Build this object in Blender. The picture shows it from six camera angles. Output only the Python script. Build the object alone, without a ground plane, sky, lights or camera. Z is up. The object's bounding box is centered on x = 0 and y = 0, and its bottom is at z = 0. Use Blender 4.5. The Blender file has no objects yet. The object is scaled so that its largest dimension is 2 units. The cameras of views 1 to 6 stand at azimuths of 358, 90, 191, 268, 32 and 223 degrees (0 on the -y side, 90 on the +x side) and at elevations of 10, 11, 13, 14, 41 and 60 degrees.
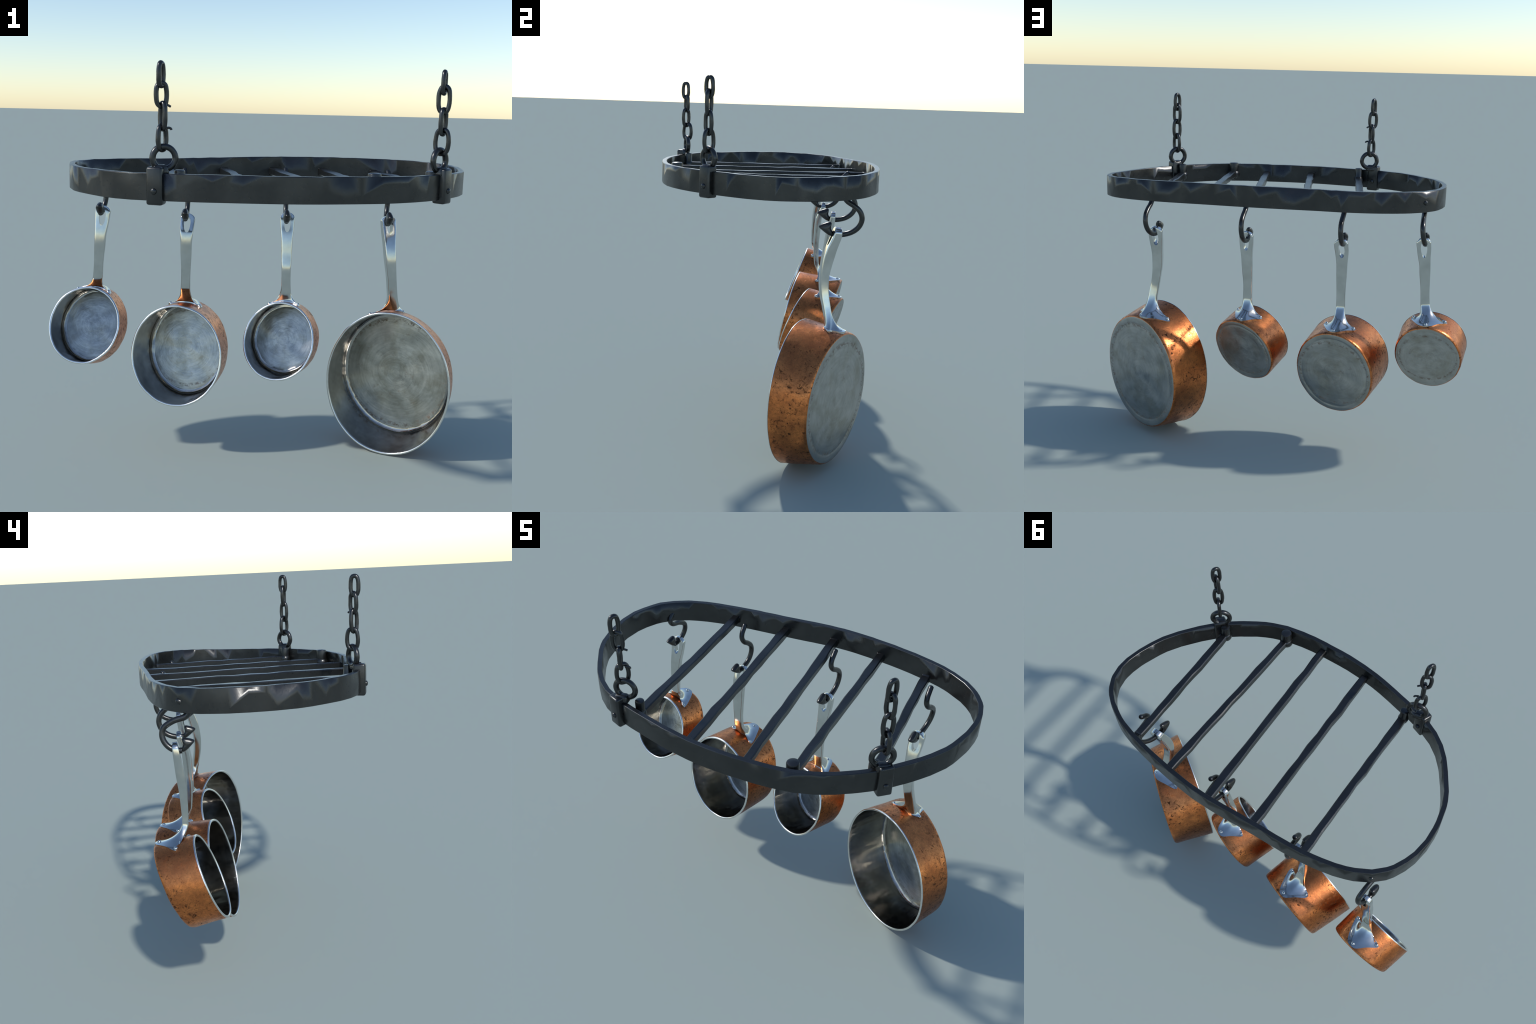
import bpy, bmesh, math, random
from mathutils import Vector, Matrix, noise

V = Vector
TAU = math.tau

# ------------------------------------------------------------------ helpers
def catmull(pts, n, closed=False):
    """Catmull-Rom curve with n samples per span through control points."""
    P = [V(p) for p in pts]
    m = len(P)
    out = []
    spans = m if closed else m - 1
    for i in range(spans):
        if closed:
            p0, p1, p2, p3 = P[(i - 1) % m], P[i], P[(i + 1) % m], P[(i + 2) % m]
        else:
            p0, p1, p2, p3 = P[max(i - 1, 0)], P[i], P[i + 1], P[min(i + 2, m - 1)]
        for k in range(n):
            t = k / n
            out.append(0.5 * ((2 * p1) + (p2 - p0) * t + (2 * p0 - 5 * p1 + 4 * p2 - p3) * t * t
                              + (3 * p1 - p0 - 3 * p2 + p3) * t ** 3))
    if not closed:
        out.append(P[-1].copy())
    return out


def curve1d(keys, t):
    """Smooth interpolation of (t, value) keys."""
    if t <= keys[0][0]:
        return keys[0][1]
    for (a, va), (b, vb) in zip(keys, keys[1:]):
        if t <= b:
            f = (t - a) / (b - a)
            f = f * f * (3 - 2 * f)
            return va + (vb - va) * f
    return keys[-1][1]


def grid_faces(rows, cols, wrap_cols=True, wrap_rows=False, flip=False, offset=0):
    f = []
    for i in range(rows if wrap_rows else rows - 1):
        for j in range(cols if wrap_cols else cols - 1):
            a = i * cols + j
            b = i * cols + (j + 1) % cols
            c = ((i + 1) % rows) * cols + (j + 1) % cols
            d = ((i + 1) % rows) * cols + j
            q = (a, b, c, d) if not flip else (d, c, b, a)
            f.append(tuple(offset + k for k in q))
    return f


def add_mesh(name, verts, faces, mat, parent=None, frame=None, angle=40):
    """verts in world space; frame = world matrix of the object (its local axes)."""
    frame = frame or Matrix.Identity(4)
    inv = frame.inverted()
    me = bpy.data.meshes.new(name)
    me.from_pydata([inv @ V(v) for v in verts], [], faces)
    bm = bmesh.new()
    bm.from_mesh(me)
    bmesh.ops.remove_doubles(bm, verts=bm.verts, dist=1e-5)
    bmesh.ops.recalc_face_normals(bm, faces=bm.faces)
    bm.to_mesh(me)
    bm.free()
    me.materials.append(mat)
    for p in me.polygons:
        p.use_smooth = True
    if angle is not None:
        me.set_sharp_from_angle(angle=math.radians(angle))
    ob = bpy.data.objects.new(name, me)
    bpy.context.scene.collection.objects.link(ob)
    if parent is not None:
        ob.parent = parent
        ob.matrix_parent_inverse = Matrix.Identity(4)
        ob.matrix_basis = world_of(parent).inverted() @ frame
    else:
        ob.matrix_basis = frame
    return ob


def world_of(ob):
    m = ob.matrix_basis.copy()
    while ob.parent:
        ob = ob.parent
        m = ob.matrix_basis @ m
    return m


def add_empty(name, loc, parent=None):
    e = bpy.data.objects.new(name, None)
    e.empty_display_size = 0.05
    bpy.context.scene.collection.objects.link(e)
    e.matrix_basis = Matrix.Translation(loc)
    if parent is not None:
        e.parent = parent
        e.matrix_basis = world_of(parent).inverted() @ Matrix.Translation(loc)
    return e


def share(ob, matrix, parent):
    """another object with the same mesh data at a world matrix"""
    o = ob.copy()
    bpy.context.scene.collection.objects.link(o)
    o.parent = parent
    o.matrix_parent_inverse = Matrix.Identity(4)
    o.matrix_basis = world_of(parent).inverted() @ matrix
    return o


def tube(spine, radius, sides=14, closed=False, up=V((0, 0, 1)), shape=None):
    """Tube of quads along spine. radius(i)->(r_side, r_up). parallel-transport frame."""
    n = len(spine)
    verts = []
    tang = []
    for i in range(n):
        if closed:
            t = spine[(i + 1) % n] - spine[(i - 1) % n]
        else:
            t = spine[min(i + 1, n - 1)] - spine[max(i - 1, 0)]
        tang.append(t.normalized())
    side = tang[0].cross(up)
    if side.length < 1e-4:
        side = tang[0].cross(V((1, 0, 0)))
    side.normalize()
    for i in range(n):
        t = tang[i]
        side = (side - t * side.dot(t)).normalized()
        u = side.cross(t)
        rs, ru = radius(i)
        for k in range(sides):
            a = TAU * k / sides
            verts.append(spine[i] + side * (rs * math.cos(a)) + u * (ru * math.sin(a)))
    faces = grid_faces(n, sides, True, closed)
    if not closed:
        faces.append(tuple(range(sides)))
        faces.append(tuple((n - 1) * sides + k for k in reversed(range(sides))))
    return verts, faces


def merge(parts):
    verts, faces = [], []
    for v, f in parts:
        o = len(verts)
        verts += v
        faces += [tuple(i + o for i in q) for q in f]
    return verts, faces


def lathe(profile, M, sides=24):
    """profile [(r,z)] revolved round local z of matrix M"""
    verts = []
    for r, z in profile:
        for k in range(sides):
            a = TAU * k / sides
            verts.append(M @ V((r * math.cos(a), r * math.sin(a), z)))
    faces = grid_faces(len(profile), sides)
    faces.append(tuple(range(sides)))
    faces.append(tuple((len(profile) - 1) * sides + k for k in reversed(range(sides))))
    return verts, faces


def frame_from(origin, x, z):
    z = z.normalized()
    y = z.cross(x).normalized()
    x = y.cross(z).normalized()
    m = Matrix((x, y, z)).transposed().to_4x4()
    m.translation = origin
    return m


def rounded_box(M, sx, sy, sz, bevel, cuts=3, wobble=0.0, seed=0.0, taper=None):
    """box half sizes sx,sy,sz centred at M, edges rounded"""
    bm = bmesh.new()
    bmesh.ops.create_cube(bm, size=2.0)
    for v in bm.verts:
        v.co = V((v.co.x * sx, v.co.y * sy, v.co.z * sz))
    bmesh.ops.bevel(bm, geom=list(bm.edges), offset=bevel, segments=cuts, profile=0.5, affect='EDGES')
    verts = []
    for v in bm.verts:
        p = v.co.copy()
        if taper:
            f = taper((p.z / sz + 1) / 2)
            p.x *= f[0]
            p.y *= f[1]
        p = M @ p
        if wobble:
            p += noise.noise_vector(p * 22 + V((seed, 0, 0))) * wobble
        verts.append(p)
    bm.verts.index_update()
    faces = [tuple(v.index for v in f.verts) for f in bm.faces]
    bm.free()
    return verts, faces


# ------------------------------------------------------------------ materials
def new_mat(name):
    m = bpy.data.materials.new(name)
    m.use_nodes = True
    nt = m.node_tree
    return m, nt, nt.nodes["Principled BSDF"]


class NT:
    def __init__(self, nt):
        self.nt = nt

    def n(self, kind, **kw):
        nd = self.nt.nodes.new(kind)
        for k, v in kw.items():
            setattr(nd, k, v)
        return nd

    def link(self, a, b):
        self.nt.links.new(a, b)

    def coords(self, offset=(0, 0, 0), scale=(1, 1, 1)):
        tc = self.n("ShaderNodeTexCoord")
        mp = self.n("ShaderNodeMapping")
        mp.inputs["Location"].default_value = offset
        mp.inputs["Scale"].default_value = scale
        self.link(tc.outputs["Object"], mp.inputs["Vector"])
        return mp.outputs["Vector"]

    def noise(self, vec, scale, detail=4.0, rough=0.55, distort=0.0):
        t = self.n("ShaderNodeTexNoise")
        t.inputs["Scale"].default_value = scale
        t.inputs["Detail"].default_value = detail
        t.inputs["Roughness"].default_value = rough
        t.inputs["Distortion"].default_value = distort
        self.link(vec, t.inputs["Vector"])
        return t.outputs["Fac"]

    def ramp(self, fac, stops):
        r = self.n("ShaderNodeValToRGB")
        e = r.color_ramp.elements
        while len(e) < len(stops):
            e.new(0.5)
        for el, (p, c) in zip(e, stops):
            el.position = p
            el.color = (c, c, c, 1) if isinstance(c, (int, float)) else (*c, 1)
        self.link(fac, r.inputs["Fac"])
        return r.outputs["Color"]

    def mix(self, fac, a, b, mode='MIX'):
        m = self.n("ShaderNodeMix", data_type='RGBA', blend_type=mode)
        for sock, val in ((m.inputs[0], fac), (m.inputs[6], a), (m.inputs[7], b)):
            if isinstance(val, (int, float)):
                sock.default_value = val
            elif isinstance(val, tuple):
                sock.default_value = (*val, 1)
            else:
                self.link(val, sock)
        return m.outputs[2]

    def math(self, op, a, b=None, clamp=False):
        m = self.n("ShaderNodeMath", operation=op, use_clamp=clamp)
        for i, val in enumerate((a, b)):
            if val is None:
                continue
            if isinstance(val, (int, float)):
                m.inputs[i].default_value = val
            else:
                self.link(val, m.inputs[i])
        return m.outputs[0]

    def bump(self, height, strength, dist, bsdf):
        b = self.n("ShaderNodeBump")
        b.inputs["Strength"].default_value = strength
        b.inputs["Distance"].default_value = dist
        self.link(height, b.inputs["Height"])
        self.link(b.outputs["Normal"], bsdf.inputs["Normal"])


def iron_material():
    m, nt, bs = new_mat("blackened_wrought_iron")
    T = NT(nt)
    co = T.coords()
    big = T.noise(co, 9, 3)
    fine = T.noise(co, 90, 4)
    col = T.mix(big, (0.045, 0.046, 0.046), (0.080, 0.081, 0.081))
    rust = T.ramp(T.noise(co, 16, 5, 0.6), [(0.66, 0.0), (0.76, 0.5)])
    col = T.mix(rust, col, (0.075, 0.055, 0.045))
    T.link(col, bs.inputs["Base Color"])
    bs.inputs["Metallic"].default_value = 0.9
    T.link(T.math('MULTIPLY_ADD', fine, 0.16, ), bs.inputs["Roughness"])
    nt.nodes[-1].inputs[2].default_value = 0.22
    T.bump(fine, 0.12, 0.002, bs)
    return m


def copper_material(seed):
    m, nt, bs = new_mat("tarnished_copper")
    T = NT(nt)
    co = T.coords((seed * 3.1, seed * 1.7, seed * 0.9))
    big = T.noise(co, 7, 4, 0.6)
    mid = T.noise(co, 26, 5, 0.65)
    fine = T.noise(co, 150, 4, 0.6)
    col = T.mix(T.ramp(big, [(0.35, 0), (0.65, 1)]), (0.585, 0.188, 0.062), (0.81, 0.288, 0.094))
    col = T.mix(T.ramp(mid, [(0.40, 0), (0.68, 0.72)]), col, (0.32, 0.112, 0.046))
    col = T.mix(T.ramp(fine, [(0.44, 0), (0.70, 0.42)]), col, (0.23, 0.085, 0.038))
    # dark pitted tarnish, gathered in patches, in thin broken scratches and dots
    patch = T.ramp(T.noise(co, 9, 3, 0.6, 0.5), [(0.36, 0), (0.57, 1)])
    specks = T.ramp(T.noise(co, 60, 6, 0.72, 0.7), [(0.545, 0), (0.60, 1)])
    spots = T.ramp(T.noise(co, 22, 4, 0.65), [(0.63, 0), (0.72, 0.9)])
    dark = T.math('MAXIMUM', T.math('MULTIPLY', patch, specks), spots)
    col = T.mix(T.math('MULTIPLY', dark, 0.88), col, (0.030, 0.020, 0.014))
    T.link(col, bs.inputs["Base Color"])
    bs.inputs["Metallic"].default_value = 1.0
    r = T.math('MULTIPLY_ADD', mid, 0.22)
    nt.nodes[-1].inputs[2].default_value = 0.20
    r = T.math('ADD', r, T.math('MULTIPLY', dark, 0.3))
    T.link(r, bs.inputs["Roughness"])
    hgt = T.math('SUBTRACT', T.math('MULTIPLY', T.noise(co, 34, 3), 0.6), T.math('MULTIPLY', dark, 0.25))
    T.bump(hgt, 0.14, 0.006, bs)
    return m


def steel_material(name, lo, hi, rough, seed, streak=True):
    m, nt, bs = new_mat(name)
    T = NT(nt)
    co = T.coords((seed, seed * 2.3, 0))
    big = T.noise(co, 12, 4, 0.6)
    col = T.mix(T.ramp(big, [(0.3, 0), (0.7, 1)]), lo, hi)
    T.link(col, bs.inputs["Base Color"])
    bs.inputs["Metallic"].default_value = 1.0
    r = T.math('MULTIPLY_ADD', T.noise(co, 40, 4), 0.16)
    nt.nodes[-1].inputs[2].default_value = rough - 0.08
    T.link(r, bs.inputs["Roughness"])
    if streak == "beaten":
        # bump facets stretched down the wall, added to give jagged bright reflections
        tc = T.n("ShaderNodeTexCoord")
        mp = T.n("ShaderNodeMapping")
        mp.inputs["Location"].default_value = (seed * 2.0, seed, 0)
        mp.inputs["Scale"].default_value = (1, 1, 0.35)
        T.link(tc.outputs["Object"], mp.inputs["Vector"])
        vo = T.n("ShaderNodeTexVoronoi")
        vo.inputs["Scale"].default_value = 15
        T.link(mp.outputs[0], vo.inputs["Vector"])
        hgt = T.math('ADD', T.math('MULTIPLY', vo.outputs["Distance"], 0.5), T.noise(mp.outputs[0], 10, 2))
        T.bump(hgt, 0.5, 0.010, bs)
    elif streak:
        T.bump(T.noise(co, 60, 3), 0.06, 0.003, bs)
    return m


def polar(T, vec, core):
    """radius output and swirl noise vector (r, cos, sin) from object xy"""
    sp = T.n("ShaderNodeSeparateXYZ")
    T.link(vec, sp.inputs[0])
    x, y = sp.outputs[0], sp.outputs[1]
    r = T.math('SQRT', T.math('ADD', T.math('MULTIPLY', x, x), T.math('MULTIPLY', y, y)))
    inv = T.math('DIVIDE', 1.0, T.math('MAXIMUM', r, core))
    return r, T.math('MULTIPLY', x, inv), T.math('MULTIPLY', y, inv)


def swirl_material(name, radius, lo, hi, seed, stain, rough, band):
    """Turned steel disc: concentric brush marks, blotches and brown burnt stains."""
    m, nt, bs = new_mat(name)
    T = NT(nt)
    tc = T.n("ShaderNodeTexCoord")
    co = tc.outputs["Object"]
    r, cx, cy = polar(T, co, radius * 0.32)
    rn = T.math('DIVIDE', r, radius)

    def swirl(k, ang, detail=4.0):
        cb = T.n("ShaderNodeCombineXYZ")
        T.link(T.math('MULTIPLY_ADD', rn, k), cb.inputs[0])
        T.nt.nodes[-1].inputs[2].default_value = 0.0
        T.link(T.math('MULTIPLY', cx, ang), cb.inputs[1])
        T.link(T.math('MULTIPLY', cy, ang), cb.inputs[2])
        off = T.n("ShaderNodeVectorMath", operation='ADD')
        off.inputs[1].default_value = (seed * 5.0, seed * 3.0, seed)
        T.link(cb.outputs[0], off.inputs[0])
        return T.noise(off.outputs[0], 1.0, detail, 0.6, 0.3)

    broad = swirl(4.5, 1.9)
    brush = swirl(34.0, 1.5, 4.0)
    mp = T.n("ShaderNodeMapping")
    mp.inputs["Location"].default_value = (seed, seed * 2, seed * 3)
    T.link(co, mp.inputs["Vector"])
    blot = T.noise(mp.outputs[0], 11, 5, 0.6)
    f = T.math('ADD', T.math('MULTIPLY', broad, 0.64), T.math('MULTIPLY', brush, 0.36))
    col = T.mix(T.ramp(f, [(0.36, 0), (0.64, 1)]), lo, hi)
    col = T.mix(T.ramp(blot, [(0.46, 0), (0.66, 0.55)]), col, (lo[0] * 0.8, lo[1] * 0.75, lo[2] * 0.62))
    # burnt-on brown stains: speckles gathered in a ring near the edge
    ring = T.math('SUBTRACT', 1.0, T.math('MULTIPLY', T.math('ABSOLUTE', T.math('SUBTRACT', rn, band)), 17.0), True)
    sp = T.ramp(T.noise(mp.outputs[0], 55, 5, 0.7, 0.4), [(0.47, 0), (0.60, 1)])
    free = T.ramp(T.noise(mp.outputs[0], 30, 5, 0.7, 0.3), [(0.60, 0), (0.72, 0.8)])
    st = T.math('MULTIPLY', T.math('MAXIMUM', T.math('MULTIPLY', ring, sp), T.math('MULTIPLY', free, 0.6)), stain, True)
    col = T.mix(st, col, (0.14, 0.075, 0.032))
    T.link(col, bs.inputs["Base Color"])
    T.link(T.math('SUBTRACT', 0.97, T.math('MULTIPLY', st, 0.6)), bs.inputs["Metallic"])
    rr = T.math('MULTIPLY_ADD', broad, 0.18)
    nt.nodes[-1].inputs[2].default_value = rough - 0.09
    rr = T.math('ADD', rr, T.math('MULTIPLY', st, 0.3))
    T.link(rr, bs.inputs["Roughness"])
    T.bump(T.math('ADD', T.math('MULTIPLY', brush, 0.22), T.math('MULTIPLY', broad, 1.5)), 0.22, 0.005, bs)
    return m


IRON = iron_material()
HANDLE = steel_material("polished_cast_steel", (0.52, 0.53, 0.51), (0.64, 0.65, 0.63), 0.15, 0.3, False)
RIMMAT = steel_material("bright_steel_rim", (0.66, 0.66, 0.64), (0.82, 0.82, 0.80), 0.24, 1.3, False)

# ------------------------------------------------------------------ rack
rack = add_empty("pot_rack", V((0.05, 0.0, 1.33)))
rack["label"] = "blackened wrought iron oval hanging pot rack with chains"
rack["category"] = "pot rack"

# top outer edge of the hand-forged oval hoop, control points in plan with height
HOOP = [(0.926, -0.001, 1.431), (0.947, 0.083, 1.432), (0.960, 0.173, 1.435), (0.957, 0.272, 1.438),
        (0.919, 0.372, 1.443), (0.830, 0.460, 1.447), (0.690, 0.520, 1.451), (0.522, 0.547, 1.453),
        (0.356, 0.556, 1.454), (0.199, 0.556, 1.453), (0.050, 0.541, 1.450), (-0.088, 0.515, 1.446),
        (-0.220, 0.492, 1.443), (-0.355, 0.470, 1.439), (-0.490, 0.439, 1.437), (-0.617, 0.394, 1.436),
        (-0.723, 0.332, 1.436), (-0.790, 0.253, 1.436), (-0.824, 0.167, 1.437), (-0.838, 0.083, 1.437),
        (-0.835, -0.000, 1.437), (-0.820, -0.081, 1.436), (-0.795, -0.162, 1.435), (-0.752, -0.241, 1.434),
        (-0.692, -0.318, 1.433), (-0.622, -0.396, 1.432), (-0.525, -0.467, 1.432), (-0.392, -0.512, 1.433),
        (-0.245, -0.536, 1.433), (-0.099, -0.554, 1.434), (0.050, -0.559, 1.434), (0.197, -0.546, 1.434),
        (0.338, -0.524, 1.435), (0.471, -0.488, 1.435), (0.581, -0.431, 1.435), (0.667, -0.364, 1.434),
        (0.739, -0.296, 1.434), (0.798, -0.225, 1.433), (0.846, -0.153, 1.432), (0.890, -0.079, 1.431)]
HOOP_H, HOOP_T = 0.1055, 0.024


def build_hoop():
    """Flat bar bent to an oval. Irregular facets: long triangles between an
    uneven upper edge and a coarser lower edge, with upper normals tilted in places to draw sky reflections."""
    rng = random.Random(7)
    dense = catmull(HOOP, 24, True)
    L = [0.0]
    for a, b in zip(dense, dense[1:] + dense[:1]):
        L.append(L[-1] + (b - a).length)
    total = L[-1]
    n = 88
    cum = [0.0]
    for i in range(n):
        cum.append(cum[-1] + rng.uniform(0.4, 1.9))
    pts = []
    k = 0
    for c in cum[:-1]:
        s = c / cum[-1] * total
        while L[k + 1] < s:
            k += 1
        f = (s - L[k]) / (L[k + 1] - L[k])
        pts.append(dense[k].lerp(dense[(k + 1) % len(dense)], f))
    j = lambda a: rng.uniform(-a, a)
    up = V((0, 0, 1))
    verts, nrm, tang = [], [], []
    w, h, c = HOOP_T, HOOP_H, 0.0022
    for i in range(n):
        t = pts[(i + 1) % n] - pts[i - 1]
        t.z = 0
        t.normalize()
        out = V((t.y, -t.x, 0))
        jz = j(.0012)
        sky_tilted = [rng.random() < 0.44 for _ in range(2)]
        tilt = [rng.uniform(0.40, 1.10) if q else rng.uniform(-0.05, 0.10) for q in sky_tilted]
        low = [rng.uniform(-0.05, 0.04) for _ in range(2)]
        # section: outer upper edge, end of the drawn reflection patch, lower edge, bottom, inner face the same way up, top
        mo, mi = (h * rng.choice((0.28, 0.40, 0.55, 0.72, 0.85)) for _ in range(2))
        sec = [(-0.0005 + j(.0009), -c - abs(j(.001))), (j(.0012), -mo), (j(.0006), -h + c), (-c, -h), (-w + c, -h), (-w + j(.0006), -h + c),
               (-w + j(.0012), -mi), (-w + 0.0005 + j(.0009), -c - abs(j(.001))), (-w + c, jz), (-c, jz)]
        for o, z in sec:
            verts.append(pts[i] + out * o + up * z)
        ns = {0: (out + up * tilt[0] + t * j(.12)).normalized(), 1: (out + up * low[0] + t * j(.09)).normalized(),
              2: (out + up * low[0] + t * j(.05)).normalized(), 5: (-out + up * low[1] + t * j(.05)).normalized(),
              6: (-out + up * low[1] + t * j(.09)).normalized(), 7: (-out + up * tilt[1] + t * j(.12)).normalized()}
        nrm.append((ns, out))
    cols = 10
    faces, loops = [], []
    for i in range(n):
        i2 = (i + 1) % n
        for q in range(cols):
            q2 = (q + 1) % cols
            a, b, d, e = (i, q), (i, q2), (i2, q), (i2, q2)
            if rng.random() < 0.5:
                tris = [(a, b, e), (a, e, d)]
            else:
                tris = [(a, b, d), (b, e, d)]
            for tri in tris:
                faces.append(tuple(x * cols + y for x, y in tri))
                for x, y in tri:
                    ns, out = nrm[x]
                    if q in (0, 1, 5, 6):
                        loops.append(ns[y])
                    elif q == 8:
                        loops.append(V((0, 0, 1)))
                    elif q == 3:
                        loops.append(V((0, 0, -1)))
                    elif q == 9:      # outer upper corner
                        loops.append((out * 0.75 + V((0, 0, 1))).normalized() if y == 9 else (out + V((0, 0, .55))).normalized())
                    elif q == 7:      # inner upper corner
                        loops.append((-out * 0.75 + V((0, 0, 1))).normalized() if y == 8 else (-out + V((0, 0, .55))).normalized())
                    elif q == 2:
                        loops.append((out - V((0, 0, .8))).normalized())
                    else:
                        loops.append((-out - V((0, 0, .8))).normalized())
    frame = Matrix.Identity(4)
    me = bpy.data.meshes.new("hoop")
    me.from_pydata(verts, [], faces)
    me.materials.append(IRON)
    for p in me.polygons:
        p.use_smooth = True
    # faces must look outwards before the normals are set
    c0 = me.polygons[0]
    if c0.normal.dot(nrm[0][1]) < 0:
        me.flip_normals()
        fixed = []
        for p in range(len(faces)):
            fixed += loops[p * 3:p * 3 + 3][::-1]
        # flip_normals keeps the first corner and reverses the others
        order = {}
        for p, f in enumerate(faces):
            for q, vi in enumerate(f):
                order[(p, vi)] = loops[p * 3 + q]
        loops = [order[(p.index, me.loops[li].vertex_index)] for p in me.polygons for li in p.loop_indices]
    me.normals_split_custom_set([tuple(v) for v in loops])
    ob = bpy.data.objects.new("hoop", me)
    bpy.context.scene.collection.objects.link(ob)
    ob.parent = rack
    ob.matrix_basis = world_of(rack).inverted()
    return ob


hoop = build_hoop()

# cross bars: x at y=-0.45, x at y=+0.45, near end y, far end y, pin radius at near end (0 = welded), height offset
BARS = [(0.741, 0.610, -0.258, 0.496, 0.024, 0.0), (0.444, 0.356, -0.440, 0.536, 0.0275, 0.002), (0.242, 0.106, -0.526, 0.528, 0, 0.0),
        (-0.031, -0.153, -0.528, 0.490, 0, 0.001), (-0.322, -0.429, -0.462, 0.440, 0.021, 0.001)]
BAR_Z = 1.377


def build_bar(i, xa, xb, ya, yb, pin, dz):
    bz = BAR_Z + dz
    rng = random.Random(40 + i)
    fx = lambda y: xa + (xb - xa) * (y + 0.45) / 0.9
    n = 13
    verts = []
    axis = V((xb - xa, 0.9, 0)).normalized()
    side = V((axis.y, -axis.x, 0))
    for k in range(n):
        t = k / (n - 1)
        y = ya + (yb - ya) * t
        z = bz + rng.uniform(-.0015, .0015)
        c = V((fx(y), y, z)) + side * rng.uniform(-.002, .002)
        w = 0.0188 * (1 + rng.uniform(-.10, .10)) * (1.08 if t > 0.8 else 1.0)
        h = 0.0172 * (1 + rng.uniform(-.08, .08))
        e = 0.0045
        for sx, sz in ((w, h - e), (w - e, h), (-w + e, h), (-w, h - e), (-w, -h + e), (-w + e, -h), (w - e, -h), (w, -h + e)):
            verts.append(c + side * (sx + rng.uniform(-.0008, .0008)) + V((0, 0, sz + rng.uniform(-.0008, .0008))))
    faces = grid_faces(n, 8)
    faces += [tuple(range(8)), tuple((n - 1) * 8 + q for q in reversed(range(8)))]
    bar = add_mesh("crossbar", verts, faces, IRON, rack, angle=32)
    # forged weld fillet where the bar meets the far side of the hoop
    y0 = yb
    end = V((fx(y0), y0, bz))
    M = frame_from(end - axis * 0.018, side, axis)
    weld = rounded_box(M, 0.0185, 0.0165, 0.014, 0.005, 2, 0.002, i * 3.0, lambda f: (0.78 + 0.5 * f * f, 0.74 + 0.62 * f * f))
    add_mesh("weld", *weld, IRON, bar, angle=50)
    if pin:
        c = V((fx(ya), ya, 1.377))
        r = pin
        prof = [(0.004, -0.034), (r * 0.55, -0.032), (r * 0.62, -0.024), (r * 1.12, -0.019), (r * 1.27, -0.008), (r * 1.27, 0.004),
                (r * 1.15, 0.014), (r * 1.0, 0.018), (r, 0.060), (r * 0.93, 0.0665), (r * 0.72, 0.0685), (0.003, 0.0695)]
        v, f = lathe(prof, Matrix.Translation(c), 20)
        v = [p + noise.noise_vector(p * 30) * 0.0015 for p in v]
        add_mesh("pin", v, f, IRON, bar, angle=40)


for i, b in enumerate(BARS):
    build_bar(i, *b)


def stadium(width, height, n=30):
    """closed centre line of a chain link in local x (width) / z (height): a long rounded oval"""
    pts = []
    for k in range(n):
        a = TAU * k / n
        c, sn = math.cos(a), math.sin(a)
        pts.append(V((math.copysign(abs(c) ** 0.72, c) * width / 2, 0, math.copysign(abs(sn) ** 0.86, sn) * height / 2)))
    return pts


# chain: per link (x, y, z centre, plan angle of the link, inner centre-line width, outer height)
CHAINS = [
    dict(links=[(-0.3875, -0.4755, 1.5665, 60, 0.052, 0.111), (-0.3845, -0.4840, 1.6485, 125, 0.036, 0.117),
                (-0.3900, -0.4815, 1.7290, 28, 0.043, 0.106), (-0.3910, -0.4880, 1.8035, 67, 0.036, 0.104)],
         ring=(-0.3805, -0.4765, 1.4905, 15.5), clamp=(-0.409, -0.4985), spur=True),
    dict(links=[(0.749, -0.262, 1.568, -40, 0.058, 0.120), (0.7485, -0.265, 1.6495, 46, 0.040, 0.121),
                (0.7465, -0.264, 1.7400, -22, 0.045, 0.124), (0.744, -0.263, 1.8075, 62, 0.036, 0.106)],
         ring=(0.743, -0.2625, 1.4905, 41.5), clamp=(0.772, -0.2735), spur=False)]
WIRE = 0.0096


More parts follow.
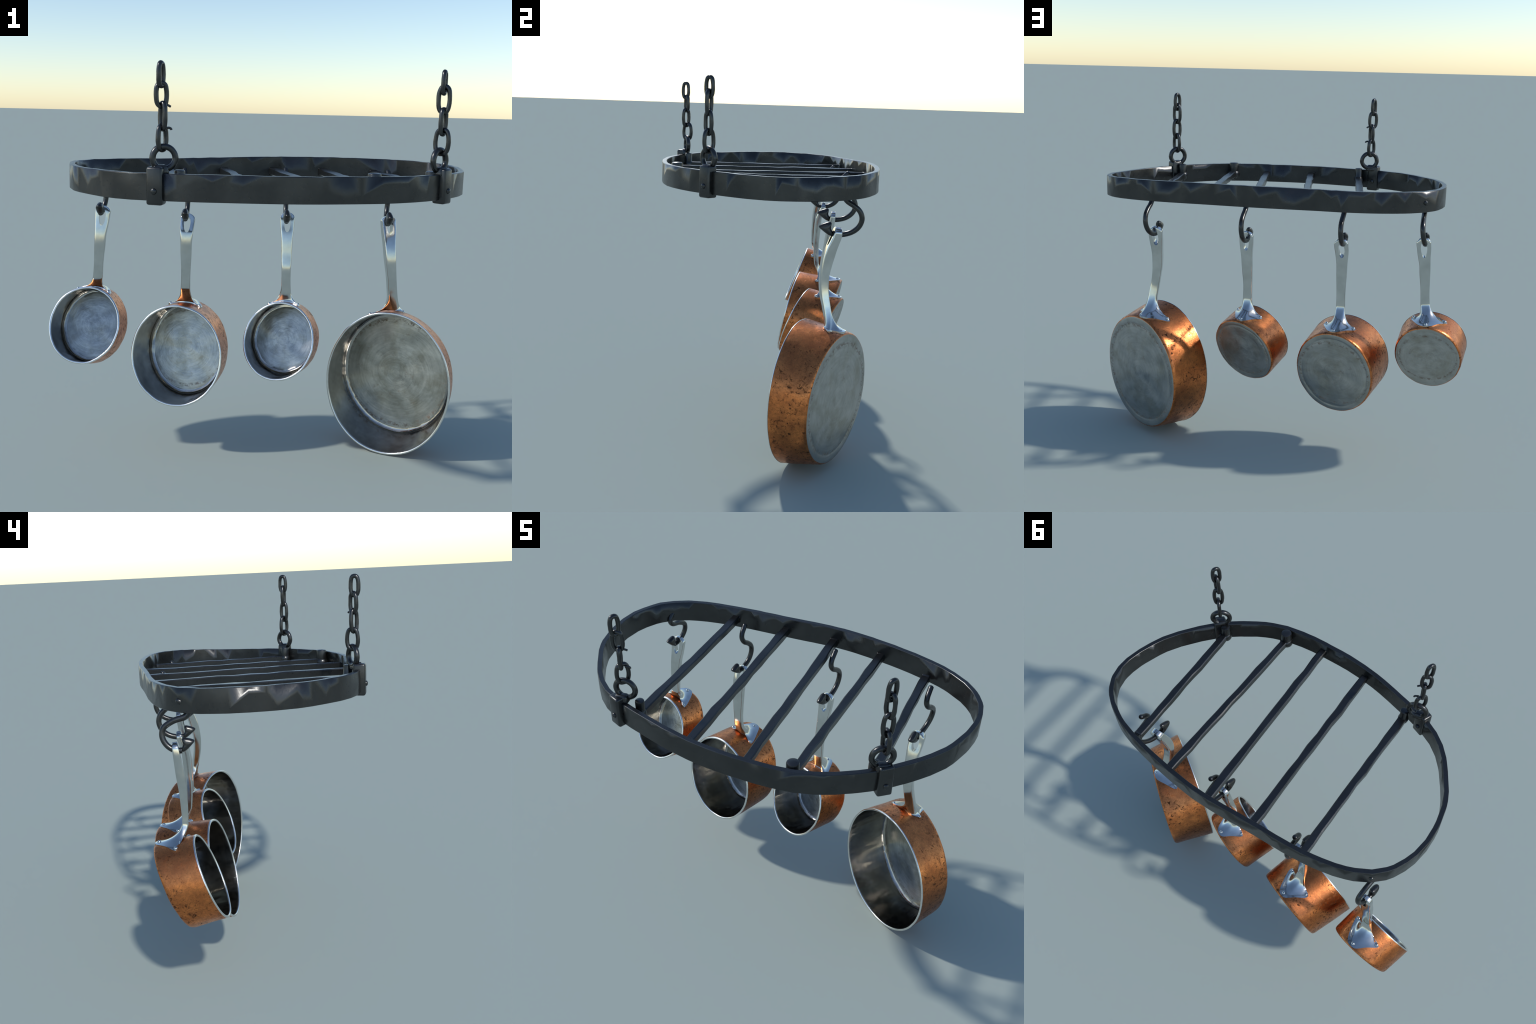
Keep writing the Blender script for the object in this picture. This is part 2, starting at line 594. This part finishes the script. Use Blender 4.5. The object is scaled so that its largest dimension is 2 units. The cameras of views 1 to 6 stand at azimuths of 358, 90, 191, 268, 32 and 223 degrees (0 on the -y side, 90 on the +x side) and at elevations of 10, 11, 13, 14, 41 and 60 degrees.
def build_chain(spec, idx):
    rng = random.Random(90 + idx)
    chain = add_empty("chain", V(spec["ring"][:3]), rack)
    for (x, y, z, ang, w, h) in spec["links"]:
        path = stadium(w, h - 2 * WIRE)
        vs, fs = tube(path, lambda i: (WIRE, WIRE), 12, True, up=V((0, 1, 0)))
        M = Matrix.Translation((x, y, z)) @ Matrix.Rotation(math.radians(ang), 4, 'Z')
        vs = [M @ (v + noise.noise_vector(v * 40 + V((z * 9, 0, 0))) * 0.0012) for v in vs]
        add_mesh("chain_link", vs, fs, IRON, chain, angle=60)
    if spec["spur"]:
        for p in (((-0.372, -0.474, 1.692), (-0.364, -0.468, 1.689), (-0.357, -0.463, 1.685)),
                  ((-0.372, -0.474, 1.604), (-0.362, -0.467, 1.605), (-0.355, -0.463, 1.602), (-0.353, -0.462, 1.597))):
            vs, fs = tube(catmull(p, 4), lambda i: (0.0048, 0.0048), 8)
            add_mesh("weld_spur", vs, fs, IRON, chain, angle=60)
    # clamp strapped round the hoop
    cx, cy = spec["clamp"]
    dense = catmull(HOOP, 24, True)
    k = min(range(len(dense)), key=lambda q: (dense[q].x - cx) ** 2 + (dense[q].y - cy) ** 2)
    t = dense[(k + 3) % len(dense)] - dense[k - 3]
    t.z = 0
    t.normalize()
    out = V((t.y, -t.x, 0))
    base = V((dense[k].x, dense[k].y, 0))
    M = frame_from(base - out * 0.0055 + V((0, 0, 1.3855)), t, V((0, 0, 1)))
    clamp = add_mesh("clamp", *rounded_box(M, 0.0335, 0.0285, 0.0735, 0.010, 3, 0.0025, idx * 5.0,
                                           lambda f: (1.0 - 0.06 * f, 1.0 - 0.04 * f)), IRON, rack, angle=50)
    # raised lip plates of the strap: gap line beside the clamp
    rx, ry, rz, ra = spec["ring"]
    rt = V((math.cos(math.radians(ra)), math.sin(math.radians(ra)), 0))
    # shoulder between clamp and eye
    a = base + V((0, 0, 1.446)) - out * 0.004
    b = V((rx, ry, 1.452))
    mid = (a + b) / 2
    Ms = frame_from(V((mid.x, mid.y, 1.446)), rt, V((0, 0, 1)))
    sh = rounded_box(Ms, 0.034, 0.023, 0.018, 0.010, 3, 0.003, idx + 9.0, lambda f: (1.0 - 0.25 * f, 1.0 - 0.25 * f))
    add_mesh("shoulder", *sh, IRON, clamp, angle=60)
    ring = [V((rx, ry, rz)) + rt * (0.0445 * math.cos(q)) + V((0, 0, 0.0435 * math.sin(q))) for q in [TAU * s / 36 for s in range(36)]]
    vs, fs = tube(ring, lambda i: (0.0125, 0.0125), 14, True, up=V((0, 0, 1)).cross(rt))
    vs = [v + noise.noise_vector(v * 24) * 0.0012 for v in vs]
    add_mesh("eye_ring", vs, fs, IRON, clamp, angle=60)
    # bolt heads, outside and inside
    for d, off in ((out, 0.0225), (-out, 0.0335)):
        p = base + d * off + V((0, 0, 1.366)) + V((0, 0, 0))
        Mb = frame_from(p, t, d)
        add_mesh("bolt_head", *lathe([(0.0125, -0.006), (0.0125, 0.002), (0.0105, 0.006), (0.006, 0.0085), (0.001, 0.009)], Mb, 16), IRON, clamp, angle=60)


for i, c in enumerate(CHAINS):
    build_chain(c, i)

# hooks: S profile in y/z with x at both ends
S_PROFILE = [(0.418, 1.400), (0.399, 1.382), (0.375, 1.360), (0.367, 1.334), (0.384, 1.306), (0.418, 1.284), (0.446, 1.259),
             (0.4575, 1.226), (0.450, 1.194), (0.431, 1.170), (0.402, 1.153), (0.365, 1.144), (0.326, 1.143), (0.299, 1.151),
             (0.280, 1.164), (0.266, 1.174), (0.254, 1.180)]
P1_PROFILE = [(0.324, 1.384), (0.290, 1.366), (0.272, 1.338), (0.291, 1.312), (0.340, 1.297), (0.380, 1.273), (0.391, 1.245),
              (0.386, 1.216), (0.367, 1.190), (0.338, 1.174), (0.311, 1.173), (0.290, 1.184), (0.276, 1.197), (0.264, 1.207), (0.254, 1.213)]
HOOKS = [([(V((0, y, z))) for y, z in P1_PROFILE], -0.738, -0.734, -0.752),
         ([V((0, 0.259 + (y - 0.252) * 0.84, 1.150 + (z - 1.143) * 0.935)) for y, z in S_PROFILE], -0.350, -0.334, -0.341),
         ([V((0, y + 0.022, z)) for y, z in S_PROFILE], 0.152, 0.163, 0.158),
         ([V((0, y, z)) for y, z in S_PROFILE], 0.663, 0.680, 0.661)]


def leaf(tip, back, x):
    """Forged leaf at the end of a hook: an inflated barb outline in the y/z plane."""
    d = (tip - back)
    L = d.length
    u = d.normalized()
    w = V((0, u.z, -u.y))
    if w.z < 0:
        w = -w
    # outline along (u, w) in units of the leaf length: pointed tip, straight lower edge, swollen upper lobe
    prof = [(0.97, 0.06), (0.86, 0.25), (0.68, 0.45), (0.54, 0.57), (0.41, 0.57), (0.34, 0.44), (0.27, 0.26), (0.10, 0.15), (-0.06, 0.06),
            (-0.02, -0.10), (0.20, -0.15), (0.45, -0.13), (0.72, -0.08), (0.92, -0.03)]
    ol = catmull([back + u * (a * L) + w * (b * L) for a, b in prof], 3, True)
    cen = back + u * (0.46 * L) + w * (0.10 * L)
    n = len(ol)
    verts, rings = [], []
    steps = [1.0, 0.96, 0.86, 0.7, 0.48, 0.22]
    th = 0.0178
    for sgn in (1, -1):
        for k, f in enumerate(steps):
            if sgn < 0 and k == 0:
                continue
            rings.append((sgn, f))
    order = [(1, f) for f in reversed(steps)] + [(-1, f) for f in steps[1:]]
    for sgn, f in order:
        for p in ol:
            q = cen + (p - cen) * f
            verts.append(V((x + sgn * th * math.sqrt(max(0, 1 - f ** 2.6)), q.y, q.z)))
    faces = grid_faces(len(order), n)
    faces += [tuple(range(n)), tuple((len(order) - 1) * n + k for k in reversed(range(n)))]
    return verts, faces


def build_hook(prof, xa, xm, xb):
    tip, back = prof[-1].copy(), prof[-5].copy()
    sp = catmull(prof[:-4], 6)
    n = len(sp)
    for i, p in enumerate(sp):
        p.x = curve1d([(0, xa), (0.5, xm), (1, xb)], i / (n - 1))

    def rad(i):
        if i < 3:
            f = math.sqrt(max(0.0, 1 - ((3 - i) / 3.3) ** 2))
            return 0.0128 * f, 0.0128 * f
        return 0.0128, 0.0128
    parts = tube(sp, rad, 14, False, up=V((1, 0, 0)).cross(sp[1] - sp[0]))
    back.x = tip.x = 0
    return add_mesh("hook", *merge([parts, leaf(tip, back, xb)]), IRON, rack, angle=60)


for h in HOOKS:
    build_hook(*h)

# ------------------------------------------------------------------ saucepans
# rim ellipse (centre, two half axes) and base ellipse, handle centre line (top to neck) and foot tips (angle, depth)
PANS = [
    dict(label="small tarnished copper saucepan with steel handle", seed=1.0,
         rim=((-0.8225, 0.2150, 0.6363), (0.1719, -0.0155, 0.0024), (0.0099, 0.0674, 0.1761)),
         base=((-0.7989, 0.3820, 0.5940), (0.1644, -0.0121, 0.0012), (0.0102, 0.0714, 0.1725)),
         handle=[(-0.738, 0.341, 1.208), (-0.745, 0.337, 1.160), (-0.749, 0.332, 1.115), (-0.755, 0.326, 1.065), (-0.758, 0.321, 1.015),
                 (-0.762, 0.318, 0.958), (-0.766, 0.317, 0.893), (-0.769, 0.318, 0.856)], yaw=-2, thick=1.0,
         root=(89, 0.48), tips=((86, 0.95), (118, 0.42), (54, 0.24)), stain=0.12, inner=0.25, depth=0.982),
    dict(label="medium tarnished copper saucepan with stained interior", seed=2.0,
         rim=((-0.3743, 0.1638, 0.5010), (0.2207, -0.0405, 0.0043), (-0.0005, 0.0533, 0.2389)),
         base=((-0.3247, 0.4089, 0.4727), (0.2008, -0.0424, 0.0051), (0.0018, 0.0629, 0.2266)),
         handle=[(-0.327, 0.344, 1.176), (-0.330, 0.338, 1.140), (-0.333, 0.326, 1.108), (-0.334, 0.318, 1.077), (-0.335, 0.313, 1.005),
                 (-0.335, 0.310, 0.933), (-0.336, 0.312, 0.858), (-0.337, 0.317, 0.805)], yaw=0, thick=1.0,
         root=(88, 0.62), tips=((87.5, 0.955), (112, 0.55), (64, 0.46)), stain=0.55, inner=0.8, depth=0.982),
    dict(label="small tarnished copper saucepan with bright interior", seed=3.0,
         rim=((0.1212, 0.1826, 0.5759), (0.1646, -0.0651, -0.0134), (0.0374, 0.0579, 0.1801)),
         base=((0.1701, 0.3684, 0.5382), (0.1618, -0.0641, -0.0131), (0.0345, 0.0526, 0.1695)),
         handle=[(0.164, 0.365, 1.188), (0.163, 0.360, 1.150), (0.163, 0.355, 1.115), (0.1625, 0.349, 1.077), (0.162, 0.336, 0.992),
                 (0.1615, 0.321, 0.908), (0.162, 0.319, 0.822)], yaw=2, thick=1.0,
         root=(97, 0.48), tips=((99, 0.955), (126, 0.41), (70, 0.34)), stain=0.2, inner=0.3, depth=0.982),
    dict(label="large shallow tarnished copper saute pan with handle", seed=4.0,
         rim=((0.6620, 0.1800, 0.3625), (0.2719, -0.1396, -0.0733), (0.0647, -0.0191, 0.3545)),
         base=((0.7525, 0.3745, 0.3610), (0.2434, -0.1577, -0.0681), (0.0540, -0.0191, 0.3040)),
         handle=[(0.663, 0.349, 1.180), (0.665, 0.343, 1.142), (0.666, 0.331, 1.107), (0.667, 0.319, 1.073), (0.670, 0.301, 1.006),
                 (0.676, 0.291, 0.937), (0.685, 0.294, 0.865), (0.694, 0.306, 0.800)], yaw=-8, thick=1.38,
         root=(104, 0.63), front=0.018, dome=0.03, tips=((105, 0.975), (131, 0.51), (95, 0.70)), stain=0.8, inner=1.0, depth=0.982)]


class Pan:
    def __init__(self, s):
        self.s = s
        self.c, self.a, self.b = (V(q) for q in s["rim"])
        self.c2, self.a2, self.b2 = (V(q) for q in s["base"])
        # the measured base outline is the plate edge; the rounded heel stands outside it
        self.a2 *= 1 + 0.004 / self.a2.length
        self.b2 *= 1 + 0.011 / self.b2.length
        n = self.a.cross(self.b)
        if n.y < 0:
            n = -n
        self.n = n.normalized()

    def at(self, phi, d, k=1.0, off=0.0):
        """point at angle phi (rad), depth fraction d, radial factor k, radial offset off (m)"""
        c = self.c.lerp(self.c2, d)
        r = self.a.lerp(self.a2, d) * math.cos(phi) + self.b.lerp(self.b2, d) * math.sin(phi)
        r = r * k
        l = r.length
        return c + r * ((l + off) / l if l > 1e-6 else 1.0)


SEG = 96


def wobble(phi, d, seed):
    """slight hand-beaten unevenness of the wall (metres)"""
    p = V((math.cos(phi) * 2.2, math.sin(phi) * 2.2, d * 1.2 + seed * 7))
    return noise.noise(p) * 0.0022 + noise.noise(p * 4.0) * 0.0010


def ring_rows(pan, rows, seed, dent=0.0):
    """rows of (d, k, off) -> vertex rows"""
    verts = []
    for d, k, off in rows:
        for i in range(SEG):
            phi = TAU * i / SEG
            p = pan.at(phi, d, k, off + wobble(phi, d, seed) * min(1.0, k * 1.2))
            if dent:
                q = V((p.x * 14, p.z * 14, seed * 3.7))
                p = p + pan.n * (noise.noise(q) * dent * max(0.0, 1 - k ** 6))
            verts.append(p)
    return verts


def build_pan(s):
    pan = Pan(s)
    seed = s["seed"]
    low = min(pan.at(TAU * i / 180, d).z for i in range(180) for d in (0, 1))
    top = pan.c.lerp(pan.c2, 0.5)
    root = add_empty("saucepan", V((top.x, top.y, low)))
    root["label"] = s["label"]
    root["category"] = "saucepan"
    R = (pan.a.length + pan.b.length) / 2
    depth = (pan.c2 - pan.c).length
    F = frame_from(pan.c2.copy(), pan.a, -pan.n)
    cop = copper_material(seed)
    inn = s["inner"]
    wall_mat = steel_material("tinned_lining", (0.27, 0.258, 0.238), (0.43, 0.417, 0.39), 0.17, seed, "beaten")
    floor_mat = swirl_material("scoured_steel_floor", R * 0.95, (0.27 + 0.05 * inn, 0.275 + 0.045 * inn, 0.27 + 0.025 * inn), (0.50 + 0.05 * inn, 0.50 + 0.045 * inn, 0.485 + 0.02 * inn), seed, s["stain"], 0.33, 0.86)
    base_mat = swirl_material("scorched_steel_base", R * 0.95, (0.33, 0.335, 0.325), (0.47, 0.47, 0.455), seed + 0.5, 0.72, 0.38, 0.84)

    # outer copper wall, rounded heel at the base
    h = 0.016 / depth
    rows = [(0.012, 1, -0.0005)] + [(t, 1, 0.0) for t in (0.05, 0.15, 0.3, 0.45, 0.6, 0.75, 0.86)]
    for q in range(6):
        a = math.pi / 2 * q / 5
        rows.append((1 - h * 1.1 + h * 1.1 * math.sin(a), 1, -0.008 * (1 - math.cos(a))))
    add_mesh("copper_wall", ring_rows(pan, rows, seed), grid_faces(len(rows), SEG), cop, root, F, angle=60)

    # base plate: flat rim band, a shallow groove and a slightly dished centre
    rows = [(1.0, 1, -0.0078), (1.004, 1, -0.011), (1.006, 1, -0.017), (1.006, 0.885, 0), (1.000, 0.868, 0), (0.998, 0.85, 0), (1.004, 0.832, 0)]
    rows += [(1.006 + s.get("dome", 0.0) * (0.8 - k), k, 0) for k in (0.78, 0.7, 0.6, 0.5, 0.4, 0.3, 0.2, 0.1, 0.02)]
    vs = ring_rows(pan, rows, seed, 0.004)
    fs = grid_faces(len(rows), SEG)
    fs.append(tuple((len(rows) - 1) * SEG + q for q in range(SEG)))
    add_mesh("base_plate", vs, fs, base_mat, root, F, angle=40)

    # rim: bright rolled steel edge
    th = 0.0100
    rows = []
    for q in range(13):
        a = math.pi * (q / 12) * 1.0
        rows.append((0.012 - (0.0045 / depth) * math.sin(a) - 0.0, 1, -th / 2 + (th / 2 + 0.0006) * math.cos(a)))
    rows = [(0.020, 1, 0.0006)] + rows + [(0.030, 1, -th - 0.0004)]
    add_mesh("rim", ring_rows(pan, rows, seed), grid_faces(len(rows), SEG), RIMMAT, root, F, angle=70)

    # lining: inner wall with a rounded foot
    fd = s["depth"]
    fr = 0.020
    rows = [(0.02, 1, -th), (0.1, 1, -th), (0.25, 1, -th), (0.4, 1, -th), (0.55, 1, -th), (0.7, 1, -th), (0.8, 1, -th)]
    hh = fr / depth
    for q in range(7):
        a = math.pi / 2 * q / 6
        rows.append((fd - hh + hh * math.sin(a), 1, -th - fr * (1 - math.cos(a))))
    add_mesh("lining", ring_rows(pan, rows, seed), grid_faces(len(rows), SEG), wall_mat, root, F, angle=60)
    # floor
    rows = [(fd, 1, -th - fr)] + [(fd - 0.002, k, 0) for k in (0.84, 0.78, 0.7, 0.6, 0.5, 0.4, 0.3, 0.2, 0.1, 0.02)]
    vs = ring_rows(pan, rows, seed + 0.4, 0.003)
    fs = grid_faces(len(rows), SEG)
    fs.append(tuple((len(rows) - 1) * SEG + q for q in range(SEG)))
    add_mesh("floor", vs, fs, floor_mat, root, F, angle=60)

    build_handle(pan, s, root)


def section(q, w, t, e=0.30):
    """rounded rectangle point; q = 0 base side (+t), .25 -w side, .5 rim side, .75 +w side"""
    a = TAU * q
    c, sn = math.cos(a), math.sin(a)
    f = lambda v: math.copysign(abs(v) ** e, v)
    return -f(sn) * w / 2, f(c) * t / 2


def build_handle(pan, s, root):
    sides = 48
    line = catmull(s["handle"], 12)
    # arc length
    L = [0.0]
    for a, b in zip(line, line[1:]):
        L.append(L[-1] + (b - a).length)
    total = L[-1]
    yaw = math.radians(s["yaw"])
    nrm = V((math.sin(yaw), math.cos(yaw), 0))

    def point(l):
        for k in range(len(L) - 1):
            if l <= L[k + 1]:
                f = (l - L[k]) / (L[k + 1] - L[k])
                return line[k].lerp(line[k + 1], f), (line[k + 1] - line[k]).normalized()
        return line[-1], (line[-1] - line[-2]).normalized()

    W = [(0, 0.070), (0.05, 0.075), (0.10, 0.072), (0.45, 0.055), (0.85, 0.0455), (1.0, 0.047)]
    T = [(0, 0.026), (0.12, 0.031), (0.40, 0.037), (0.7, 0.031), (1.0, 0.027)]
    rnd = 0.030
    stations = [rnd * (1 - math.cos(math.pi / 2 * k / 7)) for k in range(8)]
    stations += [rnd + (total - rnd) * k / 34 for k in range(1, 35)]
    verts = []
    last = None
    for l in stations:
        p, t = point(l)
        w = curve1d(W, l / total)
        th = curve1d(T, l / total) * s["thick"]
        if l < rnd:
            x = 1 - l / rnd
            w *= max(0.16, math.sqrt(max(0.0, 1 - x * x)))
            th *= 0.72 + 0.28 * math.sqrt(max(0.0, 1 - x * x))
        nn = (nrm - t * nrm.dot(t)).normalized()
        wd = nn.cross(t).normalized()
        if wd.x < 0:
            wd = -wd
        last = (p, t, nn, wd, w, th)
        for k in range(sides):
            a, b = section(k / sides, w, th)
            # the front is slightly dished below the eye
            verts.append(p + wd * a + nn * b)
    rows = len(stations)
    # foot outline on the pan: base tip, -x wing, rim side, +x wing with waists between
    (pb, db), (pm, dm), (pp, dp) = s["tips"]
    pr, dr = s["root"]
    R = (pan.a.length + pan.b.length) / 2
    D = (pan.c2 - pan.c).length
    fr = s.get("front", 0.032) / D
    out_pts = [(pb, db), (pb + (pm - pb) * 0.30, db - 0.10 * (db - dr)), (pb + (pm - pb) * 0.62, dr + 0.42 * (db - dr)),
               (pm, dm + 0.05), (pm - (pm - pr) * 0.10, dm - 0.03), (pr + (pm - pr) * 0.50, dr - fr * 0.75), (pr + 2.0, dr - fr),
               (pr - 2.0, dr - fr), (pr + (pp - pr) * 0.50, dr - fr * 0.75), (pp - (pp - pr) * 0.10, dp - 0.03), (pp, dp + 0.05),
               (pb + (pp - pb) * 0.62, dr + 0.42 * (db - dr)), (pb + (pp - pb) * 0.30, db - 0.10 * (db - dr))]
    # matching section parameter of every outline key
    keyq = [0, 0.06, 0.15, 0.24, 0.27, 0.38, 0.46, 0.54, 0.62, 0.73, 0.76, 0.85, 0.94, 1.0]

    dense = catmull([V((a, b, 0)) for a, b in out_pts], 10, True)
    qs = []
    for i in range(len(out_pts)):
        for k in range(10):
            qs.append(keyq[i] + (keyq[i + 1] - keyq[i]) * k / 10)

    def outline(q):
        for i in range(len(qs)):
            q1 = qs[i + 1] if i + 1 < len(qs) else 1.0
            if q <= q1:
                f = (q - qs[i]) / (q1 - qs[i]) if q1 > qs[i] else 0
                return dense[i].lerp(dense[(i + 1) % len(dense)], f)
        return dense[0]

    p, t, nn, wd, w, th = last
    # distance along the handle axis down to the pan wall
    foot_c = pan.at(math.radians(pr), dr)
    dist = (foot_c - p).length
    axis = (foot_c - p).normalized()
    nrow = 16
    for r in range(1, nrow + 2):
        u = min(1.0, r / nrow)
        for k in range(sides):
            q = k / sides
            a, b = section(q, w, th, 0.30 + 0.35 * u)
            N = p + wd * a + nn * b
            a2, b2 = section(q, w * 1.06, th * 1.1, 0.65)
            C = (p + t * (dist * 0.80)).lerp(foot_c, 0.45) + wd * a2 + nn * b2
            o = outline(q)
            Fp = pan.at(math.radians(o.x), min(o.y, 0.985), 1, 0.007)
            if r == nrow + 1:
                Fp = pan.at(math.radians(o.x), min(o.y, 0.985), 1, -0.004)
                verts.append(Fp)
                continue
            verts.append(N * (1 - u) ** 2 + C * 2 * u * (1 - u) + Fp * u * u)
    rows += nrow + 1
    faces = grid_faces(rows, sides)
    faces.append(tuple(range(sides)))
    faces.append(tuple((rows - 1) * sides + k for k in reversed(range(sides))))
    handle = add_mesh("handle", verts, faces, HANDLE, root, angle=42)
    cut_eye(handle, point, nrm)
    # rivet heads on the three lobes
    def rivet(phi, d, size):
        o = pan.at(math.radians(phi), d, 1, 0.0065)
        up = (pan.at(math.radians(phi), d, 1, 0.05) - o).normalized()
        M = frame_from(o, pan.n, up)
        add_mesh("rivet", *lathe([(size, -0.004), (size, 0.001), (size * 0.82, 0.004), (size * 0.45, 0.006), (size * 0.05, 0.0066)], M, 16), HANDLE, handle, angle=60)
    rivet(pb, db - 0.016 / D, 0.009)
    rivet(pm - (pm - pr) * 0.14, dm + 0.012, 0.0085)
    rivet(pp - (pp - pr) * 0.14, dp + 0.012, 0.0085)


def cut_eye(handle, point, nrm):
    """long hanging eye through the handle end, narrower at the bottom"""
    pts = []
    l0, l1 = 0.0235, 0.100
    for k in range(28):
        a = TAU * k / 28
        y = (1 - math.cos(a)) / 2
        half = 0.0185 * abs(math.sin(a)) ** 0.75 * (1.0 - 0.30 * y)
        x = math.copysign(half, math.sin(a))
        pts.append((x, l0 + (l1 - l0) * y))
    verts = []
    for sgn in (-1, 1):
        for x, l in pts:
            p, t = point(l)
            p0, t0 = point(0.06)
            nn = (nrm - t0 * nrm.dot(t0)).normalized()
            wd = nn.cross(t0).normalized()
            verts.append(p + wd * x + nn * 0.06 * sgn)
    n = len(pts)
    faces = [tuple(range(n)), tuple(n + k for k in reversed(range(n)))]
    faces += [(k, (k + 1) % n, n + (k + 1) % n, n + k) for k in range(n)]
    cutter = add_mesh("eye_cutter", verts, faces, HANDLE)
    md = handle.modifiers.new("eye", 'BOOLEAN')
    md.operation = 'DIFFERENCE'
    md.solver = 'EXACT'
    md.object = cutter
    bpy.context.view_layer.update()
    dg = bpy.context.evaluated_depsgraph_get()
    me = bpy.data.meshes.new_from_object(handle.evaluated_get(dg))
    handle.modifiers.clear()
    old = handle.data
    handle.data = me
    me.name = "handle"
    for p in me.polygons:
        p.use_smooth = True
    me.set_sharp_from_angle(angle=math.radians(42))
    bpy.data.meshes.remove(old)
    cm = cutter.data
    bpy.data.objects.remove(cutter)
    bpy.data.meshes.remove(cm)


for s in PANS:
    build_pan(s)
